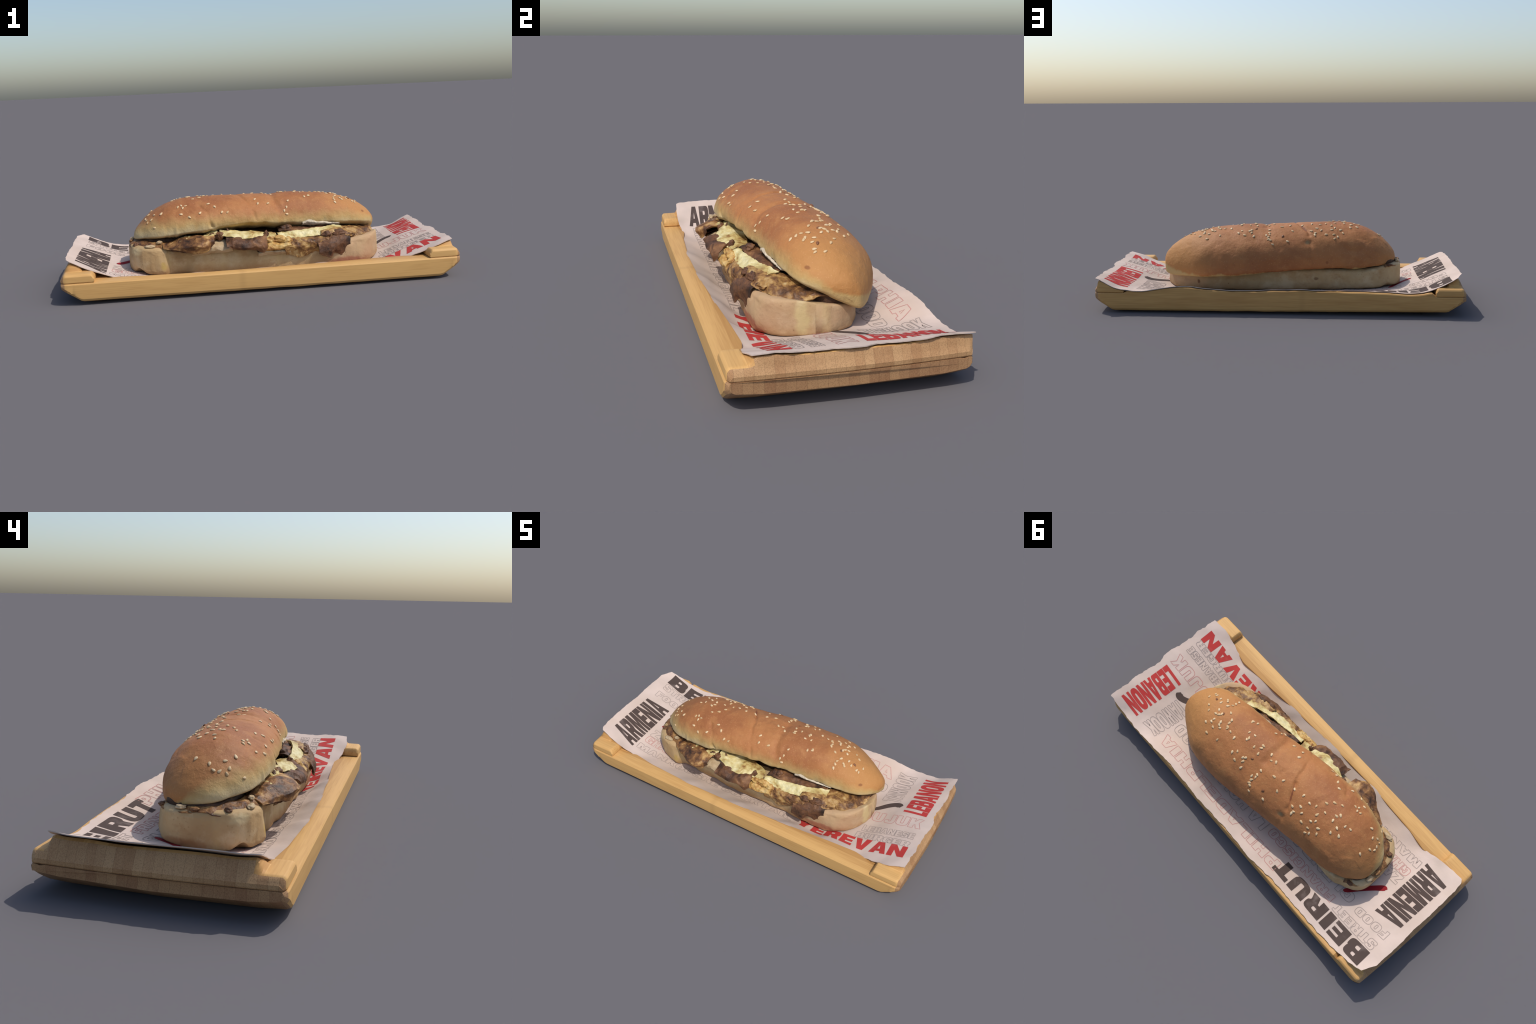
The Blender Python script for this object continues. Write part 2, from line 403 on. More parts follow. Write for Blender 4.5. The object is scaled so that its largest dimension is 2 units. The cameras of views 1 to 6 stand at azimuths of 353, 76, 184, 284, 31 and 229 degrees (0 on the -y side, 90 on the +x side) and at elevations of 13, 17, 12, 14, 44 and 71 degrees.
# ------------------------------------------------------------------ block letters
# outlines on a 10 x 10 body; a third number rounds that corner
O_OUT = [(0, 0, 4.2), (10, 0, 4.2), (10, 10, 4.2), (0, 10, 4.2)]
O_IN = [(4, 2.3, .9), (6, 2.3, .9), (6, 7.7, .9), (4, 7.7, .9)]
GLYPH = {
    "A": (1.05, [[(0, 0), (3, 10), (7, 10), (10, 0), (6.7, 0), (6.3, 1.8), (3.7, 1.8), (3.3, 0)], [(4.3, 3.9), (5.7, 3.9), (5, 7)]]),
    "B": (1.0, [[(0, 0), (10, 0, 2.8), (10, 5.3, 2), (8.8, 5.3), (9.6, 5.3, 1.6), (9.6, 10, 2.6), (0, 10)], [(4, 2), (6.2, 2, .8), (6.2, 4, .8), (4, 4)], [(4, 6.2), (5.9, 6.2, .8), (5.9, 8, .8), (4, 8)]]),
    "C": (1.0, [[(0, 0, 4), (10, 0, 4), (10, 4.1), (6.4, 4.1), (6.4, 2.4, .8), (3.9, 2.4, .8), (3.9, 7.6, .8), (6.4, 7.6, .8), (6.4, 6.1), (10, 6.1), (10, 10, 4), (0, 10, 4)]]),
    "D": (1.0, [[(0, 0), (10, 0, 4.2), (10, 10, 4.2), (0, 10)], [(3.9, 2.3), (6.1, 2.3, 1), (6.1, 7.7, 1), (3.9, 7.7)]]),
    "E": (.85, [[(0, 0), (10, 0), (10, 2.4), (4.3, 2.4), (4.3, 3.9), (9.4, 3.9), (9.4, 6.1), (4.3, 6.1), (4.3, 7.6), (10, 7.6), (10, 10), (0, 10)]]),
    "F": (.82, [[(0, 0), (4.3, 0), (4.3, 3.5), (9.2, 3.5), (9.2, 5.9), (4.3, 5.9), (4.3, 7.5), (10, 7.5), (10, 10), (0, 10)]]),
    "G": (1.0, [[(0, 0, 4), (6, 0, 1), (7, 1), (7.4, 0), (10, 0), (10, 5.3), (5.4, 5.3), (5.4, 3.6), (6.4, 3.6), (6.4, 2.3, .8), (3.9, 2.3, .8), (3.9, 7.7, .8), (6.4, 7.7, .8), (6.4, 6.4), (10, 6.4), (10, 10, 4), (0, 10, 4)]]),
    "H": (1.0, [[(0, 0), (3.8, 0), (3.8, 3.7), (6.2, 3.7), (6.2, 0), (10, 0), (10, 10), (6.2, 10), (6.2, 6.3), (3.8, 6.3), (3.8, 10), (0, 10)]]),
    "I": (.42, [[(0, 0), (10, 0), (10, 10), (0, 10)]]),
    "J": (.85, [[(0, 0, 3.5), (10, 0, 3.5), (10, 10), (5.8, 10), (5.8, 2.5, .6), (4, 2.5, .6), (4, 4), (0, 4)]]),
    "K": (1.05, [[(0, 0), (3.7, 0), (3.7, 2.8), (4.6, 3.9), (6.2, 0), (10, 0), (7.2, 5.8), (9.9, 10), (6.1, 10), (3.7, 6.3), (3.7, 10), (0, 10)]]),
    "L": (.8, [[(0, 0), (10, 0), (10, 2.5), (4.6, 2.5), (4.6, 10), (0, 10)]]),
    "M": (1.25, [[(0, 0), (2.8, 0), (2.8, 6.2), (4.1, 0), (5.9, 0), (7.2, 6.2), (7.2, 0), (10, 0), (10, 10), (6.1, 10), (5, 5), (3.9, 10), (0, 10)]]),
    "N": (1.05, [[(0, 0), (3.2, 0), (3.2, 5.4), (6.6, 0), (10, 0), (10, 10), (6.8, 10), (6.8, 4.8), (3.4, 10), (0, 10)]]),
    "O": (1.05, [O_OUT, O_IN]),
    "P": (.95, [[(0, 0), (4.1, 0), (4.1, 3.2), (10, 3.2, 2.8), (10, 10, 2.8), (0, 10)], [(4.1, 5.5), (6.1, 5.5, .7), (6.1, 7.7, .7), (4.1, 7.7)]]),
    "R": (1.02, [[(0, 0), (3.9, 0), (3.9, 3.6), (4.8, 3.6), (6, 0), (10, 0), (8.6, 4.2, 1), (10, 5.2, 1.4), (10, 10, 2.6), (0, 10)], [(3.9, 5.8), (6, 5.8, .7), (6, 7.7, .7), (3.9, 7.7)]]),
    "S": (.98, [[(0, 0, 3), (10, 0, 3), (10, 6.2, 2.4), (3.8, 6.2, .3), (3.8, 7.8, .4), (6.4, 7.8, .4), (6.4, 6.9), (9.8, 6.9), (9.8, 10, 3), (.2, 10, 3), (.2, 4.1, 2.4), (6.2, 4.1, .3), (6.2, 2.2, .4), (3.6, 2.2, .4), (3.6, 3.3), (0, 3.3)]]),
    "T": (.92, [[(3, 0), (7, 0), (7, 7.3), (10, 7.3), (10, 10), (0, 10), (0, 7.3), (3, 7.3)]]),
    "U": (1.0, [[(0, 0, 4), (10, 0, 4), (10, 10), (6.2, 10), (6.2, 2.4, .7), (3.8, 2.4, .7), (3.8, 10), (0, 10)]]),
    "V": (1.05, [[(3.2, 0), (6.8, 0), (10, 10), (6.4, 10), (5, 3.6), (3.6, 10), (0, 10)]]),
    "W": (1.35, [[(1.9, 0), (4.2, 0), (5, 4.6), (5.8, 0), (8.1, 0), (10, 10), (7.6, 10), (6.8, 4.8), (5.9, 10), (4.1, 10), (3.2, 4.8), (2.4, 10), (0, 10)]]),
    "Y": (1.05, [[(3.1, 0), (6.9, 0), (6.9, 3.8), (10, 10), (6.4, 10), (5, 6.4), (3.6, 10), (0, 10), (3.1, 3.8)]]),
    "Z": (.9, [[(0, 0), (10, 0), (10, 2.5), (4.9, 2.5), (9.8, 7.8), (9.8, 10), (.2, 10), (.2, 7.5), (5, 7.5), (0, 2.3)]]),
}

def rounded(loop, seg=4):
    out = []
    n = len(loop)
    for i, p in enumerate(loop):
        r = p[2] if len(p) > 2 else 0
        P = np.array(p[:2], float)
        if not r:
            out.append(P)
            continue
        A = np.array(loop[i - 1][:2], float) - P
        B = np.array(loop[(i + 1) % n][:2], float) - P
        la, lb = np.linalg.norm(A), np.linalg.norm(B)
        ra, rb = min(r, la * .5), min(r, lb * .5)
        a, b = P + A / la * ra, P + B / lb * rb
        for q in range(seg + 1):
            t = q / seg
            out.append((1 - t) ** 2 * a + 2 * t * (1 - t) * P + t * t * b)
    return out

def drape(points, quad, lift):
    """unit word box -> four paper corners (x, y) -> surface of the sheet"""
    bl, br, tr, tl = [np.array(q) for q in quad]
    P = np.array(points)
    u, v = P[:, :1], P[:, 1:2]
    XY = bl * (1 - u) * (1 - v) + br * u * (1 - v) + tr * u * v + tl * (1 - u) * v
    return np.c_[XY, paper_heights(XY[:, 0], XY[:, 1]) + lift]

def word_loops(text, gap=0.10, slant=0.0):
    x, glyphs = 0.0, []
    for ch in text:
        if ch == " ":
            x += 0.35
            continue
        w, loops = GLYPH[ch]
        glyphs.append([[(x + q[0] / 10 * w + slant * q[1] / 10, q[1] / 10) for q in rounded(lp)] for lp in loops])
        x += w + gap
    x -= gap
    return [[[(a / x, b) for a, b in lp] for lp in g] for g in glyphs]

def solid_word(text, quad, mat, lift=0.0009, gap=0.1, slant=0.0):
    bm = bmesh.new()
    for g in word_loops(text, gap, slant):
        flat = [p for lp in g for p in lp]
        tris = geometry.tessellate_polygon([[Vector((*p, 0)) for p in lp] for lp in g])
        vs = [bm.verts.new((*p, 0)) for p in flat]
        for t in tris:
            try:
                bm.faces.new([vs[i] for i in t])
            except ValueError:
                pass
    size = np.linalg.norm(np.array(quad[1]) - np.array(quad[0]))
    for n, axis in ((int(size / .012), 0), (8, 1)):
        for i in range(1, n):
            co, no = [0, 0, 0], [0, 0, 0]
            co[axis], no[axis] = i / n, 1
            bmesh.ops.bisect_plane(bm, geom=bm.verts[:] + bm.edges[:] + bm.faces[:], plane_co=co, plane_no=no)
    bm.verts.index_update()
    verts = drape([v.co[:2] for v in bm.verts], quad, lift)
    faces = [[v.index for v in f.verts] for f in bm.faces]
    bm.free()
    up_word(verts, faces, mat)

def up_word(verts, faces, mat):
    fixed = []
    for f in faces:
        a, b, c = (np.array(verts[i]) for i in f[:3])
        fixed.append(list(reversed(f)) if np.cross(b - a, c - a)[2] < 0 else f)
    me = bpy.data.meshes.new("printed_word")
    me.from_pydata([tuple(v) for v in verts], [], fixed)
    me.materials.append(mat)
    me.shade_smooth()
    ob = bpy.data.objects.new("printed_word", me)
    bpy.context.scene.collection.objects.link(ob)
    ob.parent = paper_root
    return ob

def outline_word(text, quad, mat, line=0.0029, lift=0.0009, gap=0.1, slant=0.0):
    verts, faces = [], []
    for g in word_loops(text, gap, slant):
        for lp in g:
            dense = []
            n = len(lp)
            W = np.linalg.norm(np.array(quad[1]) - np.array(quad[0]))
            H = np.linalg.norm(np.array(quad[3]) - np.array(quad[0]))
            for i in range(n):
                a, b = np.array(lp[i]), np.array(lp[(i + 1) % n])
                m = max(1, int(np.hypot((b - a)[0] * W, (b - a)[1] * H) / .012))
                dense += [a + (b - a) * q / m for q in range(m)]
            P = drape(dense, quad, lift)
            D = np.roll(P, -1, 0) - np.roll(P, 1, 0)
            N = np.c_[-D[:, 1], D[:, 0]]
            N /= np.maximum(np.linalg.norm(N, axis=1, keepdims=True), 1e-9)
            k0 = len(verts)
            m = len(P)
            for s in (-.5, .5):
                Q = P.copy()
                Q[:, :2] += N * s * line
                Q[:, 2] = paper_heights(Q[:, 0], Q[:, 1]) + lift
                verts += list(Q)
            faces += [[k0 + i, k0 + (i + 1) % m, k0 + m + (i + 1) % m, k0 + m + i] for i in range(m)]
    up_word(verts, faces, mat)

solid_word("ARMENIA", [(-.786, -.270), (-.785, .096), (-.929, .085), (-.933, -.254)], INK_DARK, gap=.06)
solid_word("BEIRUT", [(-.918, .262), (-.287, .255), (-.287, .343), (-.92, .351)], INK_DARK)
solid_word("LEBANON", [(.936, .052), (.945, .356), (.818, .359), (.807, .060)], INK_RED, gap=.05)
solid_word("YEREVAN", [(.315, -.253), (.938, -.266), (.937, -.187), (.315, -.182)], INK_RED, gap=.08)
outline_word("STREET", [(-.912, .203), (-.638, .205), (-.638, .249), (-.912, .255)], INK_GREY_LINE)
outline_word("FOOD", [(-.915, .126), (-.718, .135), (-.718, .176), (-.915, .172)], INK_GREY_LINE)
outline_word("FRANCISCO", [(-.607, .194), (-.13, .190), (-.13, .240), (-.607, .236)], INK_RED_LINE)
outline_word("LA HOLLYWOOD", [(-.10, .190), (.645, .190), (.645, .252), (-.10, .258)], INK_GREY_LINE)
outline_word("PHILADELPHIA", [(-.302, .290), (.640, .291), (.632, .352), (-.305, .349)], INK_RED_LINE)
outline_word("GLENDALE", [(-.675, .115), (-.10, .115), (-.10, .168), (-.675, .168)], INK_GREY_LINE)
outline_word("ZAATAR", [(-.762, -.133), (-.43, -.13), (-.43, -.075), (-.760, -.075)], INK_GREY_LINE)
outline_word("GHAPAMA", [(-.764, -.186), (-.40, -.19), (-.40, -.140), (-.762, -.137)], INK_RED_LINE)
outline_word("MANKOUSHE COCKTAIL", [(-.768, -.255), (.287, -.252), (.277, -.208), (-.771, -.212)], INK_GREY_LINE)
outline_word("LEBANESE", [(.655, -.128), (.935, -.126), (.935, -.083), (.655, -.086)], INK_GREY_LINE)
outline_word("BURGER", [(.640, -.180), (.934, -.186), (.934, -.148), (.640, -.140)], INK_GREY_LINE)
outline_word("SUJUK", [(.60, -.044), (.940, -.044), (.938, .026), (.60, .022)], INK_RED_LINE)
outline_word("TAWOOK", [(.760, .125), (.770, .356), (.669, .355), (.660, .125)], INK_GREY_LINE, gap=.05)

def printed_shape(name, spine, mat, lift=0.0011):
    """a tapering printed stroke: (x, y, half width) along its middle"""
    C = catmull(spine, 10)
    D = np.gradient(C[:, :2], axis=0)
    N = np.c_[-D[:, 1], D[:, 0]] / np.linalg.norm(D, axis=1, keepdims=True)
    verts, faces, K = [], [], 7
    for c, n in zip(C, N):
        for q in range(K):
            p = c[:2] + n * c[2] * (2 * q / (K - 1) - 1)
            verts.append((p[0], p[1], float(paper_heights(p[0], p[1])) + lift))
    faces = [list(f) for f in loft_faces(len(C), K, 0, False)]
    ob = up_word(verts, faces, mat)
    ob.name = name

printed_shape("printed_pepper_stalk", [(.60, .02, .010), (.66, .045, .013), (.71, .085, .016), (.745, .105, .017), (.768, .106, .019), (.782, .098, .012)], INK_DARK)
printed_shape("printed_pepper_tip", [(-.750, -.028, .002), (-.735, -.020, .014), (-.70, .018, .013), (-.655, .075, .013), (-.618, .128, .011), (-.605, .140, .003)], INK_WINE)

# ------------------------------------------------------------------ bamboo tray
tray = thing("wooden_serving_tray", "low rectangular bamboo tray with rails and raised ends", "serving tray")
LIFT = 0.1065

def back_rail_top(x):
    t = smooth(.80, .84, abs(x))
    return (float(paper_heights(x, lerp_table(BACK_EDGE, x) - .004)) - .005) * (1 - t) + LIFT * t

stations = sorted(set([round(v, 4) for v in np.linspace(-.90, .90, 121)] + [s * v for s in (-1, 1) for v in (.83, .835, .91, .92, .93, .94, .95, .96, .97, .978, .984, .988)]))
verts = []
for x in stations:
    a = abs(x)
    low = 0.008 + .006 * smooth(.3, -1, x) + max(0.0, a - .895) / .09 * .060          # ends are cut away underneath
    w = 1.0 - 0.030 * max(0.0, (a - .955) / .033) ** 2      # rounded upright corners
    deck = smooth(.828, .836, a)
    floor = .020 * (1 - deck) + LIFT * deck
    jig = .0025 * noise.noise(Vector((x * 9, 1, 0)))
    bk = back_rail_top(x)
    under = lambda y: float(paper_heights(x, y)) - .007
    inner = lerp_table(FRONT_EDGE, x) + .004
    low = min(low, LIFT - .025)
    bed = lambda y: LIFT if deck > .5 else min(LIFT, max(.012, float(paper_heights(x, y)) * 1.25 - .040))   # floor hidden by the sheet
    lob = min(low + .002 - .004 * x, LIFT - .022)                # the back edge stands a little higher
    loop = [(0, low - .008), (-.30, low - .006), (-.385, low + jig), (-.398, low + .006 + jig), (-.404, low + .016), (-.4055, .060 if low < .05 else low + .02), (-.404, LIFT - .006), (-.400, LIFT),
            (-.37, LIFT + .0005), (inner - .008, LIFT), (inner, LIFT - .003 * (1 - deck)), *[(y, bed(y)) for y in (inner + .006, -.25, -.12, 0, .12, .25, .345)],
            (.352, min(bk - .012, under(.352)) * (1 - deck) + LIFT * deck), (.37, min(bk - .004, under(.37) + deck)), (.386, min(bk, under(.386) + deck)), (.396, bk - .001), (.400, bk - .006), (.400, .5 * (bk + .06)), (.402, .060 if low < .05 else lob + .02), (.400, lob + .016), (.394, lob + .006 - jig), (.382, lob - jig), (.30, lob - .006)]
    for y, z in loop:
        yy = y * w
        verts.append((x + math.copysign(.012 * (1 - (y / .41) ** 2) * smooth(.90, .985, a), x), yy, max(z, 0.0)))
ncol = len(loop)
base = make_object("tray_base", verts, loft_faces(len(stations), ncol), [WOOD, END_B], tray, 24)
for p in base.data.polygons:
    if (abs(p.normal.x) > .35 and abs(p.center.x) > .88) or abs(p.center.x) > .968:  # underside chamfers also get the darker end grain, painting in their shade
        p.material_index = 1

def end_block(side):
    xs = np.concatenate([np.linspace(.834, .846, 5), np.linspace(.86, .955, 10), np.linspace(.962, .986, 8)])
    ys = np.concatenate([np.linspace(-.398, -.386, 5), np.linspace(-.375, .375, 76), np.linspace(.384, .396, 5)])
    verts, grid = [], []
    for xa in xs:
        row = []
        for y in ys:
            x = side * xa
            yc = min(max(y, -.5), .5)
            endx = (LEFT_EDGE if side < 0 else RIGHT_EDGE)
            lim = abs(lerp_table(endx, yc))
            flat = .149
            # rounded inner, outer and side edges
            ein = max(0.0, (.846 - xa) / .012)
            eout = max(0.0, (xa - .962) / .024)
            esd = max(0.0, (-.386 - y) / .012, (y - .384) / .012)
            plain = flat - .014 * ein ** 2 - .022 * eout ** 2 - .010 * esd ** 2
            pz = float(paper_heights(min(xa, lim) * side, y)) - .008
            f, b = lerp_table(FRONT_EDGE, x), lerp_table(BACK_EDGE, x)
            under = smooth(f - .012, f + .012, y) * (1 - (smooth(b - .022, b + .006, y) if side < 0 else 0))
            # added wood fill for the scan's closed-up gap; steps back under the overhang
            edge = .945 if side < 0 else .962
            filled = min(plain, pz) if xa < .90 else pz * (1 - smooth(edge, .978, xa)) + plain * smooth(edge, .978, xa)
            z = plain * (1 - under) + filled * under
            bow = .012 * (1 - (y / .41) ** 2) * smooth(.90, .985, xa)
            pinch = 1.0 - 0.030 * max(0.0, (xa - .955) / .033) ** 2
            row.append(len(verts))
            verts.append((side * (xa + bow), y * pinch, z))
        grid.append(row)
    n, m = len(xs), len(ys)
    faces = [(grid[i][j], grid[i + 1][j], grid[i + 1][j + 1], grid[i][j + 1]) for i in range(n - 1) for j in range(m - 1)]
    ring = [grid[i][0] for i in range(n)] + [grid[n - 1][j] for j in range(1, m)] + [grid[i][m - 1] for i in range(n - 2, -1, -1)] + [grid[0][j] for j in range(m - 2, 0, -1)]
    prev = ring
    for level, grow in ((.128, .0015), (.112, .0018), (LIFT + .0012, -.0008)):
        cur = []
        for i in ring:
            v = verts[i]
            cur.append(len(verts))
            top = v[2]
            s = 1 + grow
            verts.append((v[0] * s if abs(v[0]) > .9 else v[0] - side * grow * 2, v[1] * (1 + grow * 2), min(level, top - .002)))
        faces += [(prev[q], prev[(q + 1) % len(ring)], cur[(q + 1) % len(ring)], cur[q]) for q in range(len(ring))]
        prev = cur
    faces.append(tuple(prev))
    ob = make_object("end_block", verts, faces, [WOOD, END_A], tray, 24)
    for p in ob.data.polygons:
        cx, cy, _ = p.center
        reach = abs(cx) - .012 * (1 - (cy / .41) ** 2)
        if reach > .973 or (p.normal.x * side > .45 and lerp_table(FRONT_EDGE, cx) + .01 < cy < lerp_table(BACK_EDGE, cx)):
            p.material_index = 1
end_block(-1)
end_block(1)

# ------------------------------------------------------------------ sandwich
sandwich = thing("filled_sandwich_roll", "long sesame roll stuffed with grilled meat and melted cheese", "sandwich")

# upper half: x, front y, back y, crown z, widest z front/back, lip z front/back, crown y
CROWN = [
    (-.648, -.030, .015, .250, .246, .240, .236, .232, -.01),
    (-.640, -.066, .050, .275, .248, .242, .234, .224, -.01),
    (-.613, -.106, .086, .310, .252, .243, .236, .214, -.01),
    (-.56, -.150, .130, .356, .264, .245, .242, .202, -.01),
    (-.48, -.184, .162, .404, .272, .246, .252, .192, -.01),
    (-.40, -.197, .177, .426, .282, .248, .262, .189, -.01),
    (-.29, -.202, .188, .434, .293, .252, .270, .189, -.012),
    (-.19, -.187, .201, .432, .306, .252, .280, .184, -.01),
    (-.06, -.176, .226, .428, .313, .253, .296, .177, 0),
    (.07, -.152, .246, .423, .302, .250, .278, .168, .01),
    (.20, -.126, .264, .423, .292, .238, .262, .160, .02),
    (.33, -.113, .272, .411, .284, .222, .256, .154, .03),
    (.46, -.098, .258, .387, .274, .208, .250, .152, .045),
    (.55, -.078, .212, .354, .266, .198, .246, .146, .06),
    (.615, -.036, .172, .313, .256, .194, .236, .146, .07),
    (.652, .020, .140, .275, .248, .203, .222, .158, .08),
    (.664, .070, .105, .248, .242, .223, .225, .195, .085)]
# creases pressed into the crown: path, depth, width
CREASES = [
    ([(-.099, .027, .429), (-.116, .063, .422), (-.130, .086, .411), (-.155, .112, .401), (-.162, .139, .383)], .009, .008),
    ([(-.099, .027, .429), (-.082, -.014, .427), (-.078, -.046, .425), (-.054, -.102, .413), (-.044, -.135, .397), (-.023, -.160, .360), (-.015, -.175, .32)], .007, .008),
    ([(-.30, -.13, .41), (-.281, -.159, .395), (-.262, -.179, .380), (-.256, -.205, .338), (-.240, -.198, .296)], .014, .009),
    ([(.115, -.125, .36), (.101, -.105, .388), (.087, -.042, .417), (.089, .018, .414), (.080, .062, .413)], .008, .020),
    ([(.079, .03, .413), (.070, .10, .405), (.056, .165, .385)], .003, .030),
    ([(.149, -.083, .401), (.149, -.112, .375)], .006, .014),
    ([(-.168, .165, .352), (-.174, .202, .308), (-.177, .208, .252)], .004, .010),
    ([(-.358, .167, .322), (-.387, .172, .306), (-.42, .172, .30), (-.453, .170, .302)], .006, .016),
    ([(-.397, .117, .389), (-.416, .097, .401)], .004, .006),
]

def build_crown():
    rows = catmull(CROWN, 20)
    nphi = 180
    verts = []
    for r in rows:
        x, yf, yb, zt, zcf, zcb, zlf, zlb, yr = r
        yc, a = (yf + yb) / 2, (yb - yf) / 2
        for q in range(nphi):
            p = 2 * math.pi * q / nphi
            c, s = math.cos(p), math.sin(p)
            n = 1.92 if s >= 0 else (2.9 if c < 0 else 5.0)
            cy = math.copysign(abs(c) ** (2 / n), c)
            sz = abs(s) ** (2 / n)
            y = yc + a * cy
            t = (1 - cy) / 2                                  # 0 back, 1 front
            zc = zcb + (zcf - zcb) * t
            if s >= 0:
                y += (yr - yc) * sz * .8 * (1 - cy * cy)
                zm = (zcb + zcf) / 2
                z = zc + (zt - zm) * sz + (zm - zc) * sz * .8
            else:
                zl = zlb + (zlf - zlb) * t
                z = zc + (zl - zc) * sz
            verts.append((x, y, z))
    V = np.array(verts)
    nr = len(rows)
    G = V.reshape(nr, nphi, 3)
    du = np.gradient(G, axis=0)
    dv = np.roll(G, -1, 1) - np.roll(G, 1, 1)
    N = np.cross(du, dv)
    N /= np.maximum(np.linalg.norm(N, axis=2, keepdims=True), 1e-9)
    C = G.mean(1, keepdims=True)
    N *= np.sign((N * (G - C)).sum(-1, keepdims=True))
    D = np.zeros((nr, nphi))
    for i in range(nr):
        fade = min(1.0, 3.5 * min(i, nr - 1 - i) / nr + .05)
        for j in range(nphi):
            x, y, z = G[i, j]
            d = .0045 * noise.noise(Vector((x * 5.5, y * 7, z * 7))) + .0032 * fbm(x * 13, y * 13, z * 13, 3)
            if y > .05 and z < .36:                             # faceted lower back, left end
                d += .006 * smooth(-.15, -.45, x) * noise.noise(Vector((x * 16, y * 16, z * 16)))
            lip = z + .25 * y - .235
            if y < .03 and lip < .07:                           # torn, stretched front lip
                k = smooth(.07, .0, lip)
                d += k * (.0055 * noise.noise(Vector((x * 38 + 6 * noise.noise(Vector((x * 7, 2, 2))), y * 9, z * 9))) * (.4 + 1.2 * abs(noise.noise(Vector((x * 6, 9, 1))))) + .005 * noise.noise(Vector((x * 15, 4, z * 4))))
            D[i, j] = d * fade
    for path, depth, width in CREASES:
        P = np.array(path)
        best = np.full((nr, nphi), 9.0)
        for a, b in zip(P[:-1], P[1:]):
            ab = b - a
            t = np.clip(((G - a) @ ab) / (ab @ ab), 0, 1)
            q = a + t[..., None] * ab
            best = np.minimum(best, np.linalg.norm(G - q, axis=-1))
        D -= depth * np.exp(-(best / width) ** 2)
    # groove on the front flank and a torn pocket on the back flank
    for cx, cy, cz, rx, ry, rz, dep in ((-.150, .17, .345, .018, .03, .014, .004), (-.44, -.19, .285, .03, .05, .03, .006)):
        e = ((G[..., 0] - cx) / rx) ** 2 + ((G[..., 1] - cy) / ry) ** 2 + ((G[..., 2] - cz) / rz) ** 2
        D -= dep * np.exp(-e)
    G = G + N * D[..., None]
    return make_object("upper_bun", G.reshape(-1, 3), loft_faces(nr, nphi), CRUST, sandwich)

crown = build_crown()

# lower half: x, front y, back y, top z front/back
HEEL = [
    (-.678, -.045, .026, .195, .200), (-.670, -.092, .062, .211, .214), (-.648, -.150, .094, .217, .218), (-.598, -.194, .124, .219, .217),
    (-.53, -.214, .148, .212, .206), (-.49, -.214, .154, .206, .200), (-.46, -.197, .154, .203, .196), (-.38, -.196, .151, .203, .196), (-.25, -.200, .148, .205, .196), (-.10, -.206, .150, .206, .194),
    (.05, -.208, .152, .204, .190), (.20, -.208, .155, .202, .188), (.33, -.212, .162, .200, .182), (.44, -.215, .172, .202, .174), (.53, -.198, .158, .205, .168),
    (.60, -.150, .122, .211, .168), (.640, -.085, .070, .210, .180), (.655, -.030, .020, .200, .186)]

def build_heel():
    rows = catmull(HEEL, 16)
    nphi = 150
    verts = []
    for r in rows:
        x, yf, yb, tf, tb = r
        yc, a = (yf + yb) / 2, (yb - yf) / 2
        for q in range(nphi):
            p = 2 * math.pi * q / nphi
            c, s = math.cos(p), math.sin(p)
            n = 7.0
            cy = math.copysign(abs(c) ** (2 / n), c)
            n = 7.0 if s > 0 else 11.0
            cy = math.copysign(abs(c) ** (2 / n), c)
            sz = math.copysign(abs(s) ** (2 / n), s)
            y = yc + a * cy
            t = (1 - cy) / 2
            zt = tb + (tf - tb) * t
            zb = float(PAPER_FAST(x, y)) + .001
            zm = (zt + zb) / 2
            z = zm + (zt - zm) * sz
            y += .006 * cy * (1 - sz * sz)                      # slightly bulged wall
            foot = .5 - .5 * sz                                 # right end spreads at its foot
            verts.append([x + .006 * foot * smooth(.40, .65, x), y * (1 + .01 * foot * smooth(.3, .6, x)), z])
    V = np.array(verts)
    nr = len(rows)
    for i in range(nr):
        fade = min(1.0, 4 * min(i, nr - 1 - i) / nr + .15)
        r = rows[i]
        yc = (r[1] + r[2]) / 2
        for j in range(nphi):
            v = V[i * nphi + j]
            x, y, z = v
            out = Vector((x * .15 if abs(x) < .5 else math.copysign(.6 * smooth(.5, .66, abs(x)) + .08, x), (y - yc) * 4, 0))
            out = out.normalized() if out.length > 1e-6 else out
            d = .009 * noise.noise(Vector((x * 9, y * 9, z * 11))) + .0045 * fbm(x * 21, y * 21, z * 26, 3) - .006 * max(0.0, noise.noise(Vector((x * 15, y * 15, z * 15 + 4))) - .25)
            v[0] += out.x * d * fade
            v[1] += out.y * d * fade
            v[2] += (.005 * noise.noise(Vector((x * 9, y * 9, 5)))) if z > .15 else 0
            # folds under the left end
            for fx, fy, rad, up in ((-.615, -.165, .026, .030), (-.60, .13, .03, .018)):
                e = math.exp(-(((x - fx) ** 2 + (y - fy) ** 2) / rad ** 2))
                if z < .14:
                    v[2] += up * e * (.14 - z) / .06
    return make_object("lower_bun", V, loft_faces(nr, nphi), BREAD, sandwich)

gx, gy = np.linspace(-1, 1, 101), np.linspace(-.42, .42, 61)
GRID = paper_heights(*np.meshgrid(gx, gy, indexing="ij"))
def PAPER_FAST(x, y):
    i = min(99.999, max(0, (x + 1) / 2 * 100))
    j = min(59.999, max(0, (y + .42) / .84 * 60))
    a, b = int(i), int(j)
    u, v = i - a, j - b
    return GRID[a, b] * (1 - u) * (1 - v) + GRID[a + 1, b] * u * (1 - v) + GRID[a, b + 1] * (1 - u) * v + GRID[a + 1, b + 1] * u * v

build_heel()

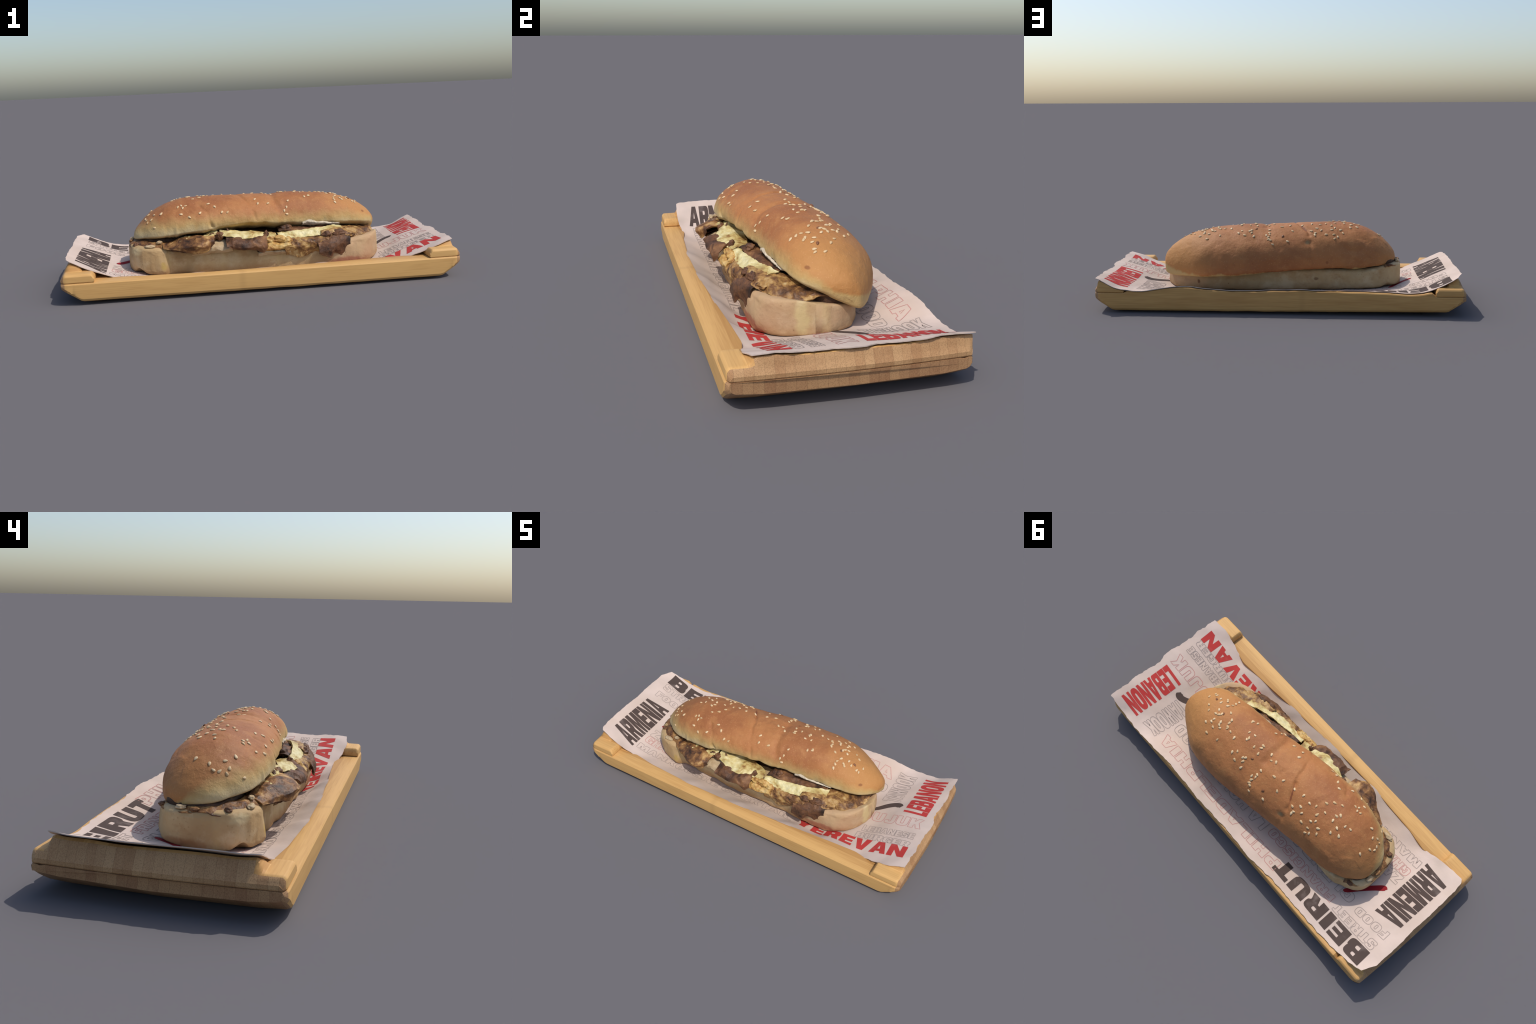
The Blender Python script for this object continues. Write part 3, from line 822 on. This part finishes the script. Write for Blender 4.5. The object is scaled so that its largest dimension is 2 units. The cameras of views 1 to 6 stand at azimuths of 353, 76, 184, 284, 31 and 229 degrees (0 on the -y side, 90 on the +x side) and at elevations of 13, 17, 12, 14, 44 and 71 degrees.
# bed of filling between the halves: x, front y, back y, z low, z high
BED = [(-.645, -.05, .04, .20, .236), (-.62, -.09, .08, .20, .244), (-.55, -.125, .12, .19, .252), (-.40, -.12, .14, .18, .258), (-.2, -.10, .14, .18, .256), (0, -.09, .15, .17, .246), (.2, -.08, .16, .17, .242), (.4, -.06, .15, .16, .240), (.55, -.05, .12, .16, .234), (.615, .0, .09, .17, .222), (.63, .03, .06, .18, .21)]
rows = catmull(BED, 10)
verts = []
for x, yf, yb, zl, zh in rows:
    for q in range(48):
        p = 2 * math.pi * q / 48
        c, s = math.cos(p), math.sin(p)
        y = (yf + yb) / 2 + (yb - yf) / 2 * math.copysign(abs(c) ** .5, c)
        z = (zl + zh) / 2 + (zh - zl) / 2 * math.copysign(abs(s) ** .5, s)
        d = .012 * fbm(x * 14, y * 14, z * 14, 2)
        verts.append((x, y + d, z + d * .4))
make_object("filling_bed", verts, loft_faces(len(rows), 48), MEAT_CORE, sandwich)

def slice_of(name, grid, mat, thick=.012, lumps=.006, freq=16, seed=0.0, fine=.0025):
    """a draped, pillow-edged slice through a small grid of guide points"""
    G = np.array(grid, float)
    rows = catmull(G.reshape(len(G), -1), 20).reshape(-1, G.shape[1], 3)
    P = np.array([catmull(r, 16) for r in rows])
    nu, nv = P.shape[:2]
    for i in range(nu):
        for j in range(nv):
            v = Vector(P[i, j])
            w = noise.noise_vector(v * freq + Vector((seed, seed * 2, 3)))
            ridge = .18 - abs(noise.noise(v * freq * 1.9 + Vector((seed, 5, 1))))
            P[i, j] += np.array(w) * lumps * 1.5 + np.array(noise.noise_vector(v * freq * 3.3 + Vector((seed, 0, 0)))) * fine * .8
            P[i, j] += np.array((0, -.5, .85)) * ridge * lumps * .9 + np.array(noise.noise_vector(v * freq * 8)) * fine * .25
    N = np.cross(np.gradient(P, axis=0), np.gradient(P, axis=1))
    N /= np.maximum(np.linalg.norm(N, axis=2, keepdims=True), 1e-9)
    u = np.linspace(-1, 1, nu)[:, None]
    v = np.linspace(-1, 1, nv)[None, :]
    t = thick * np.sqrt(np.clip((1 - u ** 6) * (1 - v ** 6), 0, 1)) * .5 + .0008
    if (N * np.array((0, -.6, .8))).sum(-1).mean() < 0:
        N = -N
    A = (P - N * t[..., None] * .25 - N * .002).reshape(-1, 3)            # guide points lie on the outer skin
    B = (P - N * t[..., None] * 2.0 - N * .003).reshape(-1, 3)
    faces = loft_faces(nu, nv, 0, False) + [tuple(reversed(f)) for f in loft_faces(nu, nv, nu * nv, False)]
    rim = [i * nv for i in range(nu)] + [(nu - 1) * nv + j for j in range(1, nv)] + [i * nv + nv - 1 for i in range(nu - 2, -1, -1)] + list(range(nv - 2, 0, -1))
    faces += [(a, b, b + nu * nv, a + nu * nv) for a, b in zip(rim, rim[1:] + rim[:1])]
    return make_object(name, np.vstack([A, B]), faces, mat, sandwich)

def lump(name, centre, radii, mat, seed, amp=.25):
    bm = bmesh.new()
    bmesh.ops.create_icosphere(bm, subdivisions=4, radius=1)
    for v in bm.verts:
        p = v.co.copy()
        k = 1 + amp * noise.noise(p * 1.6 + Vector((seed, 0, 0))) + amp * .35 * noise.noise(p * 4 + Vector((seed, 3, 0)))
        v.co = Vector((centre[0] + p.x * k * radii[0], centre[1] + p.y * k * radii[1], centre[2] + p.z * k * radii[2]))
    verts = [v.co[:] for v in bm.verts]
    faces = [[v.index for v in f.verts] for f in bm.faces]
    bm.free()
    return make_object(name, verts, faces, mat, sandwich)

def strip(rows):
    return [[(r[0], y, z) for y, z in r[1:]] for r in rows]

slice_of("meat_slice", strip([
    (-.50, (-.15, .228), (-.185, .226), (-.208, .212), (-.215, .202)),
    (-.43, (-.15, .246), (-.206, .240), (-.244, .218), (-.250, .198)),
    (-.365, (-.16, .254), (-.236, .256), (-.292, .224), (-.280, .186)),
    (-.29, (-.18, .262), (-.246, .258), (-.298, .230), (-.276, .190)),
    (-.235, (-.19, .260), (-.236, .252), (-.268, .238), (-.268, .222))]), MEAT_BROWN, .016, .008, 13, 1.0)
slice_of("meat_slice", strip([
    (-.46, (-.18, .222), (-.208, .214), (-.222, .200)),
    (-.40, (-.19, .230), (-.240, .212), (-.250, .190)),
    (-.33, (-.20, .216), (-.255, .200), (-.252, .180))]), MEAT_DARK, .012, .006, 15, 2.0)
slice_of("chicken_strip", strip([
    (-.36, (-.19, .206), (-.235, .192), (-.240, .176), (-.222, .160)),
    (-.26, (-.19, .228), (-.246, .212), (-.256, .186), (-.232, .165)),
    (-.15, (-.19, .232), (-.250, .214), (-.258, .194), (-.232, .172))]), CHICKEN, .014, .006, 14, 3.0)
slice_of("meat_slice", strip([
    (-.178, (-.185, .284), (-.200, .266), (-.235, .242), (-.272, .230), (-.285, .220)),
    (-.13, (-.19, .250), (-.232, .246), (-.275, .236), (-.290, .212), (-.276, .190)),
    (-.06, (-.20, .240), (-.236, .241), (-.276, .230), (-.292, .200), (-.272, .177)),
    (.0, (-.19, .250), (-.226, .250), (-.262, .232), (-.286, .196), (-.278, .168)),
    (.03, (-.195, .264), (-.216, .258), (-.240, .236), (-.256, .204), (-.262, .186))]), MEAT_DARK, .016, .008, 15, 4.0)
slice_of("cheese", strip([
    (-.20, (-.15, .284), (-.18, .286), (-.200, .276), (-.214, .256)),
    (-.165, (-.14, .270), (-.18, .284), (-.208, .270), (-.228, .252)),
    (-.12, (-.12, .262), (-.17, .274), (-.214, .264), (-.242, .246)),
    (-.05, (-.12, .252), (-.17, .262), (-.212, .256), (-.242, .240)),
    (.02, (-.13, .248), (-.175, .258), (-.206, .252), (-.228, .236)),
    (.08, (-.16, .248), (-.185, .251), (-.203, .244), (-.214, .232))]), CHEESE, .014, .006, 14, 5.0, .003)
slice_of("cheese", strip([
    (.09, (-.185, .250), (-.200, .245), (-.216, .228)),
    (.17, (-.175, .252), (-.198, .244), (-.218, .222)),
    (.24, (-.165, .252), (-.194, .244), (-.217, .224)),
    (.31, (-.155, .252), (-.184, .245), (-.208, .226)),
    (.38, (-.135, .254), (-.165, .251), (-.190, .238)),
    (.44, (-.10, .251), (-.13, .252), (-.156, .245))]), CHEESE, .014, .006, 16, 6.0, .003)
slice_of("cheese", strip([
    (-.41, (-.15, .250), (-.19, .250), (-.214, .244)),
    (-.36, (-.15, .254), (-.20, .256), (-.230, .250)),
    (-.30, (-.15, .258), (-.19, .262), (-.218, .256)),
    (-.22, (-.15, .276), (-.18, .276), (-.205, .266))]), CHEESE, .010, .006, 18, 7.0, .003)
slice_of("meat_slice", strip([
    (.12, (-.20, .222), (-.230, .210), (-.250, .186), (-.246, .156), (-.236, .138)),
    (.20, (-.20, .228), (-.235, .213), (-.252, .182), (-.242, .150), (-.232, .126)),
    (.27, (-.195, .228), (-.231, .213), (-.248, .182), (-.238, .152), (-.228, .138)),
    (.35, (-.19, .228), (-.226, .216), (-.242, .186), (-.236, .160), (-.226, .145))]), MEAT_MIX, .018, .009, 17, 8.0, .004)
slice_of("meat_slice", strip([
    (.295, (-.20, .222), (-.232, .203), (-.250, .172), (-.256, .146), (-.252, .134)),
    (.355, (-.19, .234), (-.228, .212), (-.256, .182), (-.264, .146), (-.259, .110)),
    (.385, (-.18, .238), (-.220, .218), (-.246, .184), (-.248, .152), (-.238, .134)),
    (.42, (-.17, .242), (-.212, .226), (-.237, .190), (-.238, .152), (-.228, .116)),
    (.47, (-.15, .238), (-.190, .224), (-.214, .200), (-.220, .176), (-.214, .156))]), MEAT_DARK, .014, .006, 15, 9.0)
slice_of("meat_slice", strip([
    (.32, (-.12, .238), (-.170, .247), (-.202, .237), (-.220, .214)),
    (.42, (-.09, .243), (-.150, .253), (-.192, .242), (-.212, .214)),
    (.50, (-.05, .238), (-.110, .243), (-.162, .232), (-.190, .204)),
    (.58, (.03, .228), (-.050, .230), (-.104, .223), (-.140, .204)),
    (.63, (.09, .206), (.020, .212), (-.040, .210), (-.082, .200))]), MEAT_MIX, .016, .008, 16, 10.0)
slice_of("meat_slice", strip([
    (.10, (-.08, .258), (-.14, .260), (-.178, .252)),
    (.20, (-.07, .256), (-.13, .258), (-.172, .250)),
    (.30, (-.05, .252), (-.11, .254), (-.156, .248)),
    (.42, (-.03, .246), (-.07, .250), (-.120, .247))]), MEAT_DARK, .012, .008, 18, 11.0)
slice_of("chicken_strip", strip([
    (-.02, (-.20, .170), (-.236, .168), (-.246, .154), (-.230, .138)),
    (.06, (-.20, .175), (-.238, .170), (-.248, .156), (-.228, .138)),
    (.15, (-.20, .170), (-.232, .164), (-.240, .150), (-.224, .136))]), CHICKEN, .012, .005, 15, 12.0)
slice_of("golden_chicken_strip", strip([
    (.02, (-.20, .208), (-.246, .200), (-.262, .184), (-.248, .168)),
    (.08, (-.20, .212), (-.244, .203), (-.262, .184), (-.246, .168)),
    (.15, (-.20, .210), (-.236, .203), (-.252, .186), (-.240, .170))]), MEAT_GOLD, .016, .007, 18, 13.0, .004)
for n, (c, r, m) in enumerate([
        ((.050, -.222, .226), (.028, .018, .018), MEAT_GOLD), ((.092, -.220, .228), (.034, .020, .020), MEAT_GOLD), ((.135, -.222, .218), (.026, .018, .020), MEAT_GOLD),
        ((.145, -.150, .268), (.030, .022, .018), MEAT_DARK), ((.345, -.205, .232), (.030, .022, .018), MEAT_DARK), ((.405, -.200, .236), (.036, .020, .018), MEAT_DARK),
        ((.460, -.170, .224), (.044, .026, .016), MEAT_MIX), ((-.21, -.205, .262), (.022, .018, .022), MEAT_DARK), ((-.245, -.200, .258), (.024, .016, .018), MEAT_DARK), ((.03, -.205, .250), (.014, .014, .022), MEAT_DARK)]):
    lump("chicken_piece" if m in (MEAT_GOLD, MEAT_MIX) else "meat_piece", (c[0], c[1] + .006, c[2] - .010), r, m, n * 7.3, .38)

# meat showing round the left end
slice_of("meat_slice", [
    [(-.554, .10, .216), (-.574, .12, .216), (-.586, .142, .206)],
    [(-.586, .05, .226), (-.621, .075, .224), (-.648, .095, .212)],
    [(-.606, .00, .230), (-.641, .01, .228), (-.676, .018, .212)],
    [(-.606, -.06, .234), (-.636, -.07, .232), (-.670, -.085, .210)],
    [(-.586, -.10, .236), (-.608, -.125, .232), (-.634, -.150, .208)],
    [(-.544, -.13, .234), (-.554, -.165, .230), (-.566, -.186, .210)],
    [(-.484, -.14, .234), (-.484, -.180, .230), (-.482, -.200, .208)]], MEAT_BROWN, .009, .007, 15, 14.0, .003)
for n, (c, r, m) in enumerate([((-.634, -.128, .220), (.016, .013, .010), MEAT_DARK), ((-.661, -.02, .220), (.014, .017, .009), MEAT_BROWN), ((-.658, .03, .224), (.013, .019, .008), CHICKEN), ((-.564, -.188, .218), (.027, .012, .008), CHICKEN), ((-.514, -.175, .234), (.016, .011, .008), CHICKEN), ((-.611, .115, .214), (.016, .011, .007), MEAT_DARK)]):
    lump("meat_piece" if m is not CHICKEN else "chicken_piece", c, r, m, 40 + n * 5.1, .3)

slice_of("torn_crumb", strip([
    (.235, (-.124, .284), (-.128, .276), (-.124, .268), (-.114, .262)),
    (.28, (-.120, .290), (-.127, .279), (-.121, .266), (-.108, .258)),
    (.36, (-.109, .276), (-.116, .268), (-.110, .258), (-.096, .252)),
    (.44, (-.090, .262), (-.098, .258), (-.094, .252), (-.080, .246))]), CRUMB, .008, .003, 24, 15.0, .0022)

# ------------------------------------------------------------------ sesame seeds
dg = bpy.context.evaluated_depsgraph_get()
tree = BVHTree.FromPolygons([v.co[:] for v in crown.data.vertices], [p.vertices[:] for p in crown.data.polygons])
bm = bmesh.new()
bmesh.ops.create_icosphere(bm, subdivisions=3, radius=1)
for v in bm.verts:
    taper = 1 - .38 * v.co.x
    v.co = Vector((v.co.x * .0094, v.co.y * .0055 * taper, v.co.z * .0034))
seed_meshes = []
for mat in (SEED, SEED_DARK):
    me = bpy.data.meshes.new("sesame_seed")
    bm.to_mesh(me)
    me.materials.append(mat)
    me.shade_smooth()
    seed_meshes.append(me)
bm.free()

def place_seed(p, n, dark=False):
    ob = bpy.data.objects.new("sesame_seed", seed_meshes[1 if dark else 0])
    bpy.context.scene.collection.objects.link(ob)
    ob.parent = sandwich
    q = n.to_track_quat("Z", "Y")
    q = q @ Vector((0, 0, 1)).rotation_difference(Vector((random.uniform(-.15, .15), random.uniform(-.15, .15), 1)))
    from mathutils import Quaternion
    q = q @ Quaternion((0, 0, 1), random.uniform(0, 6.28))
    ob.rotation_mode = "QUATERNION"
    ob.rotation_quaternion = q
    s = random.uniform(.85, 1.12)
    ob.scale = (s, s, s)
    ob.location = p + n * .0015

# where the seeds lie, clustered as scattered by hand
SEEDS = [
    (0.549, -0.000, 0.35), (0.537, 0.002, 0.36), (0.557, 0.036, 0.35), (0.500, 0.006, 0.37), (0.480, 0.018, 0.38), (0.464, -0.011, 0.38), (0.472, -0.021, 0.38), (0.518, 0.069, 0.37),
    (0.429, -0.017, 0.39), (0.426, -0.035, 0.38), (0.428, -0.060, 0.37), (0.439, 0.006, 0.39), (0.493, 0.092, 0.38), (0.451, 0.054, 0.39), (0.395, 0.022, 0.40), (0.448, 0.079, 0.39),
    (0.432, 0.073, 0.40), (0.422, 0.060, 0.40), (0.430, 0.105, 0.39), (0.455, 0.145, 0.38), (0.432, 0.123, 0.39), (0.392, 0.091, 0.40), (0.360, 0.045, 0.41), (0.287, -0.027, 0.41),
    (0.287, -0.035, 0.41), (0.263, -0.044, 0.41), (0.403, 0.138, 0.39), (0.385, 0.108, 0.40), (0.372, 0.116, 0.40), (0.357, 0.066, 0.41), (0.347, 0.083, 0.41), (0.342, 0.091, 0.41),
    (0.317, 0.090, 0.41), (0.409, 0.178, 0.37), (0.337, 0.165, 0.39), (0.280, 0.098, 0.41), (0.250, 0.023, 0.42), (0.217, 0.014, 0.42), (0.229, 0.057, 0.42), (0.226, 0.045, 0.42),
    (0.175, 0.054, 0.42), (0.146, 0.034, 0.42), (0.146, 0.019, 0.43), (0.234, 0.154, 0.40), (0.217, 0.130, 0.41), (0.135, 0.063, 0.42), (0.197, 0.168, 0.39), (0.174, 0.132, 0.41),
    (0.164, 0.124, 0.41), (0.161, 0.144, 0.40), (0.088, 0.016, 0.41), (0.146, 0.172, 0.39), (0.064, 0.109, 0.41), (0.064, 0.036, 0.41), (0.042, 0.027, 0.42), (0.063, 0.135, 0.40),
    (0.168, -0.084, 0.40), (-0.005, 0.081, 0.42), (0.060, 0.147, 0.39), (0.078, 0.157, 0.39), (0.066, 0.168, 0.38), (0.065, 0.185, 0.37), (0.055, 0.194, 0.37), (0.040, 0.215, 0.35),
    (-0.051, 0.059, 0.42), (-0.067, 0.118, 0.41), (-0.111, 0.053, 0.43), (-0.172, 0.039, 0.43), (-0.042, 0.188, 0.36), (-0.169, 0.112, 0.41), (-0.200, 0.086, 0.42), (-0.220, 0.043, 0.43),
    (-0.251, 0.029, 0.43), (-0.194, 0.126, 0.40), (-0.191, 0.138, 0.39), (-0.226, 0.102, 0.41), (-0.284, 0.053, 0.43), (-0.254, 0.128, 0.39), (-0.284, 0.094, 0.41), (-0.302, 0.080, 0.42),
    (-0.297, 0.126, 0.39), (-0.335, 0.092, 0.41), (-0.302, 0.146, 0.37), (-0.319, 0.136, 0.38), (-0.348, 0.117, 0.40), (0.058, -0.106, 0.39), (0.004, -0.120, 0.40), (-0.008, -0.079, 0.41),
    (-0.273, -0.018, 0.44), (-0.297, -0.051, 0.44), (-0.331, -0.069, 0.43), (-0.371, -0.122, 0.41), (-0.386, -0.134, 0.40), (-0.393, -0.112, 0.41), (-0.412, -0.122, 0.41), (-0.303, 0.018, 0.43),
    (-0.350, -0.010, 0.44), (-0.362, -0.027, 0.43), (-0.355, 0.016, 0.43), (-0.415, -0.010, 0.43), (-0.440, -0.020, 0.42), (-0.395, 0.027, 0.43), (-0.389, 0.062, 0.42), (-0.428, 0.043, 0.42),
    (-0.502, -0.118, 0.38), (-0.539, -0.091, 0.37), (-0.556, -0.112, 0.35), (-0.580, -0.082, 0.34), (-0.574, -0.106, 0.33), (-0.569, -0.041, 0.36), (-0.582, -0.059, 0.34), (-0.554, 0.014, 0.37),
    (-0.355, -0.190, 0.36), (-0.299, -0.179, 0.38), (-0.222, -0.153, 0.41), (-0.188, -0.181, 0.38), (-0.158, -0.182, 0.38), (-0.254, -0.126, 0.42), (-0.538, -0.161, 0.31), (-0.398, -0.171, 0.38),
    (0.154, -0.116, 0.37), (0.141, -0.126, 0.35), (0.153, -0.127, 0.33),
]
for spot in SEEDS:
    p, n, _, _ = tree.find_nearest(Vector(spot))
    place_seed(p, n)
for spot in ((.515, .020, .371), (.417, .052, .400), (.137, .101, .412), (-.013, .165, .385)):
    p, n, _, _ = tree.find_nearest(Vector(spot))
    place_seed(p, n, True)
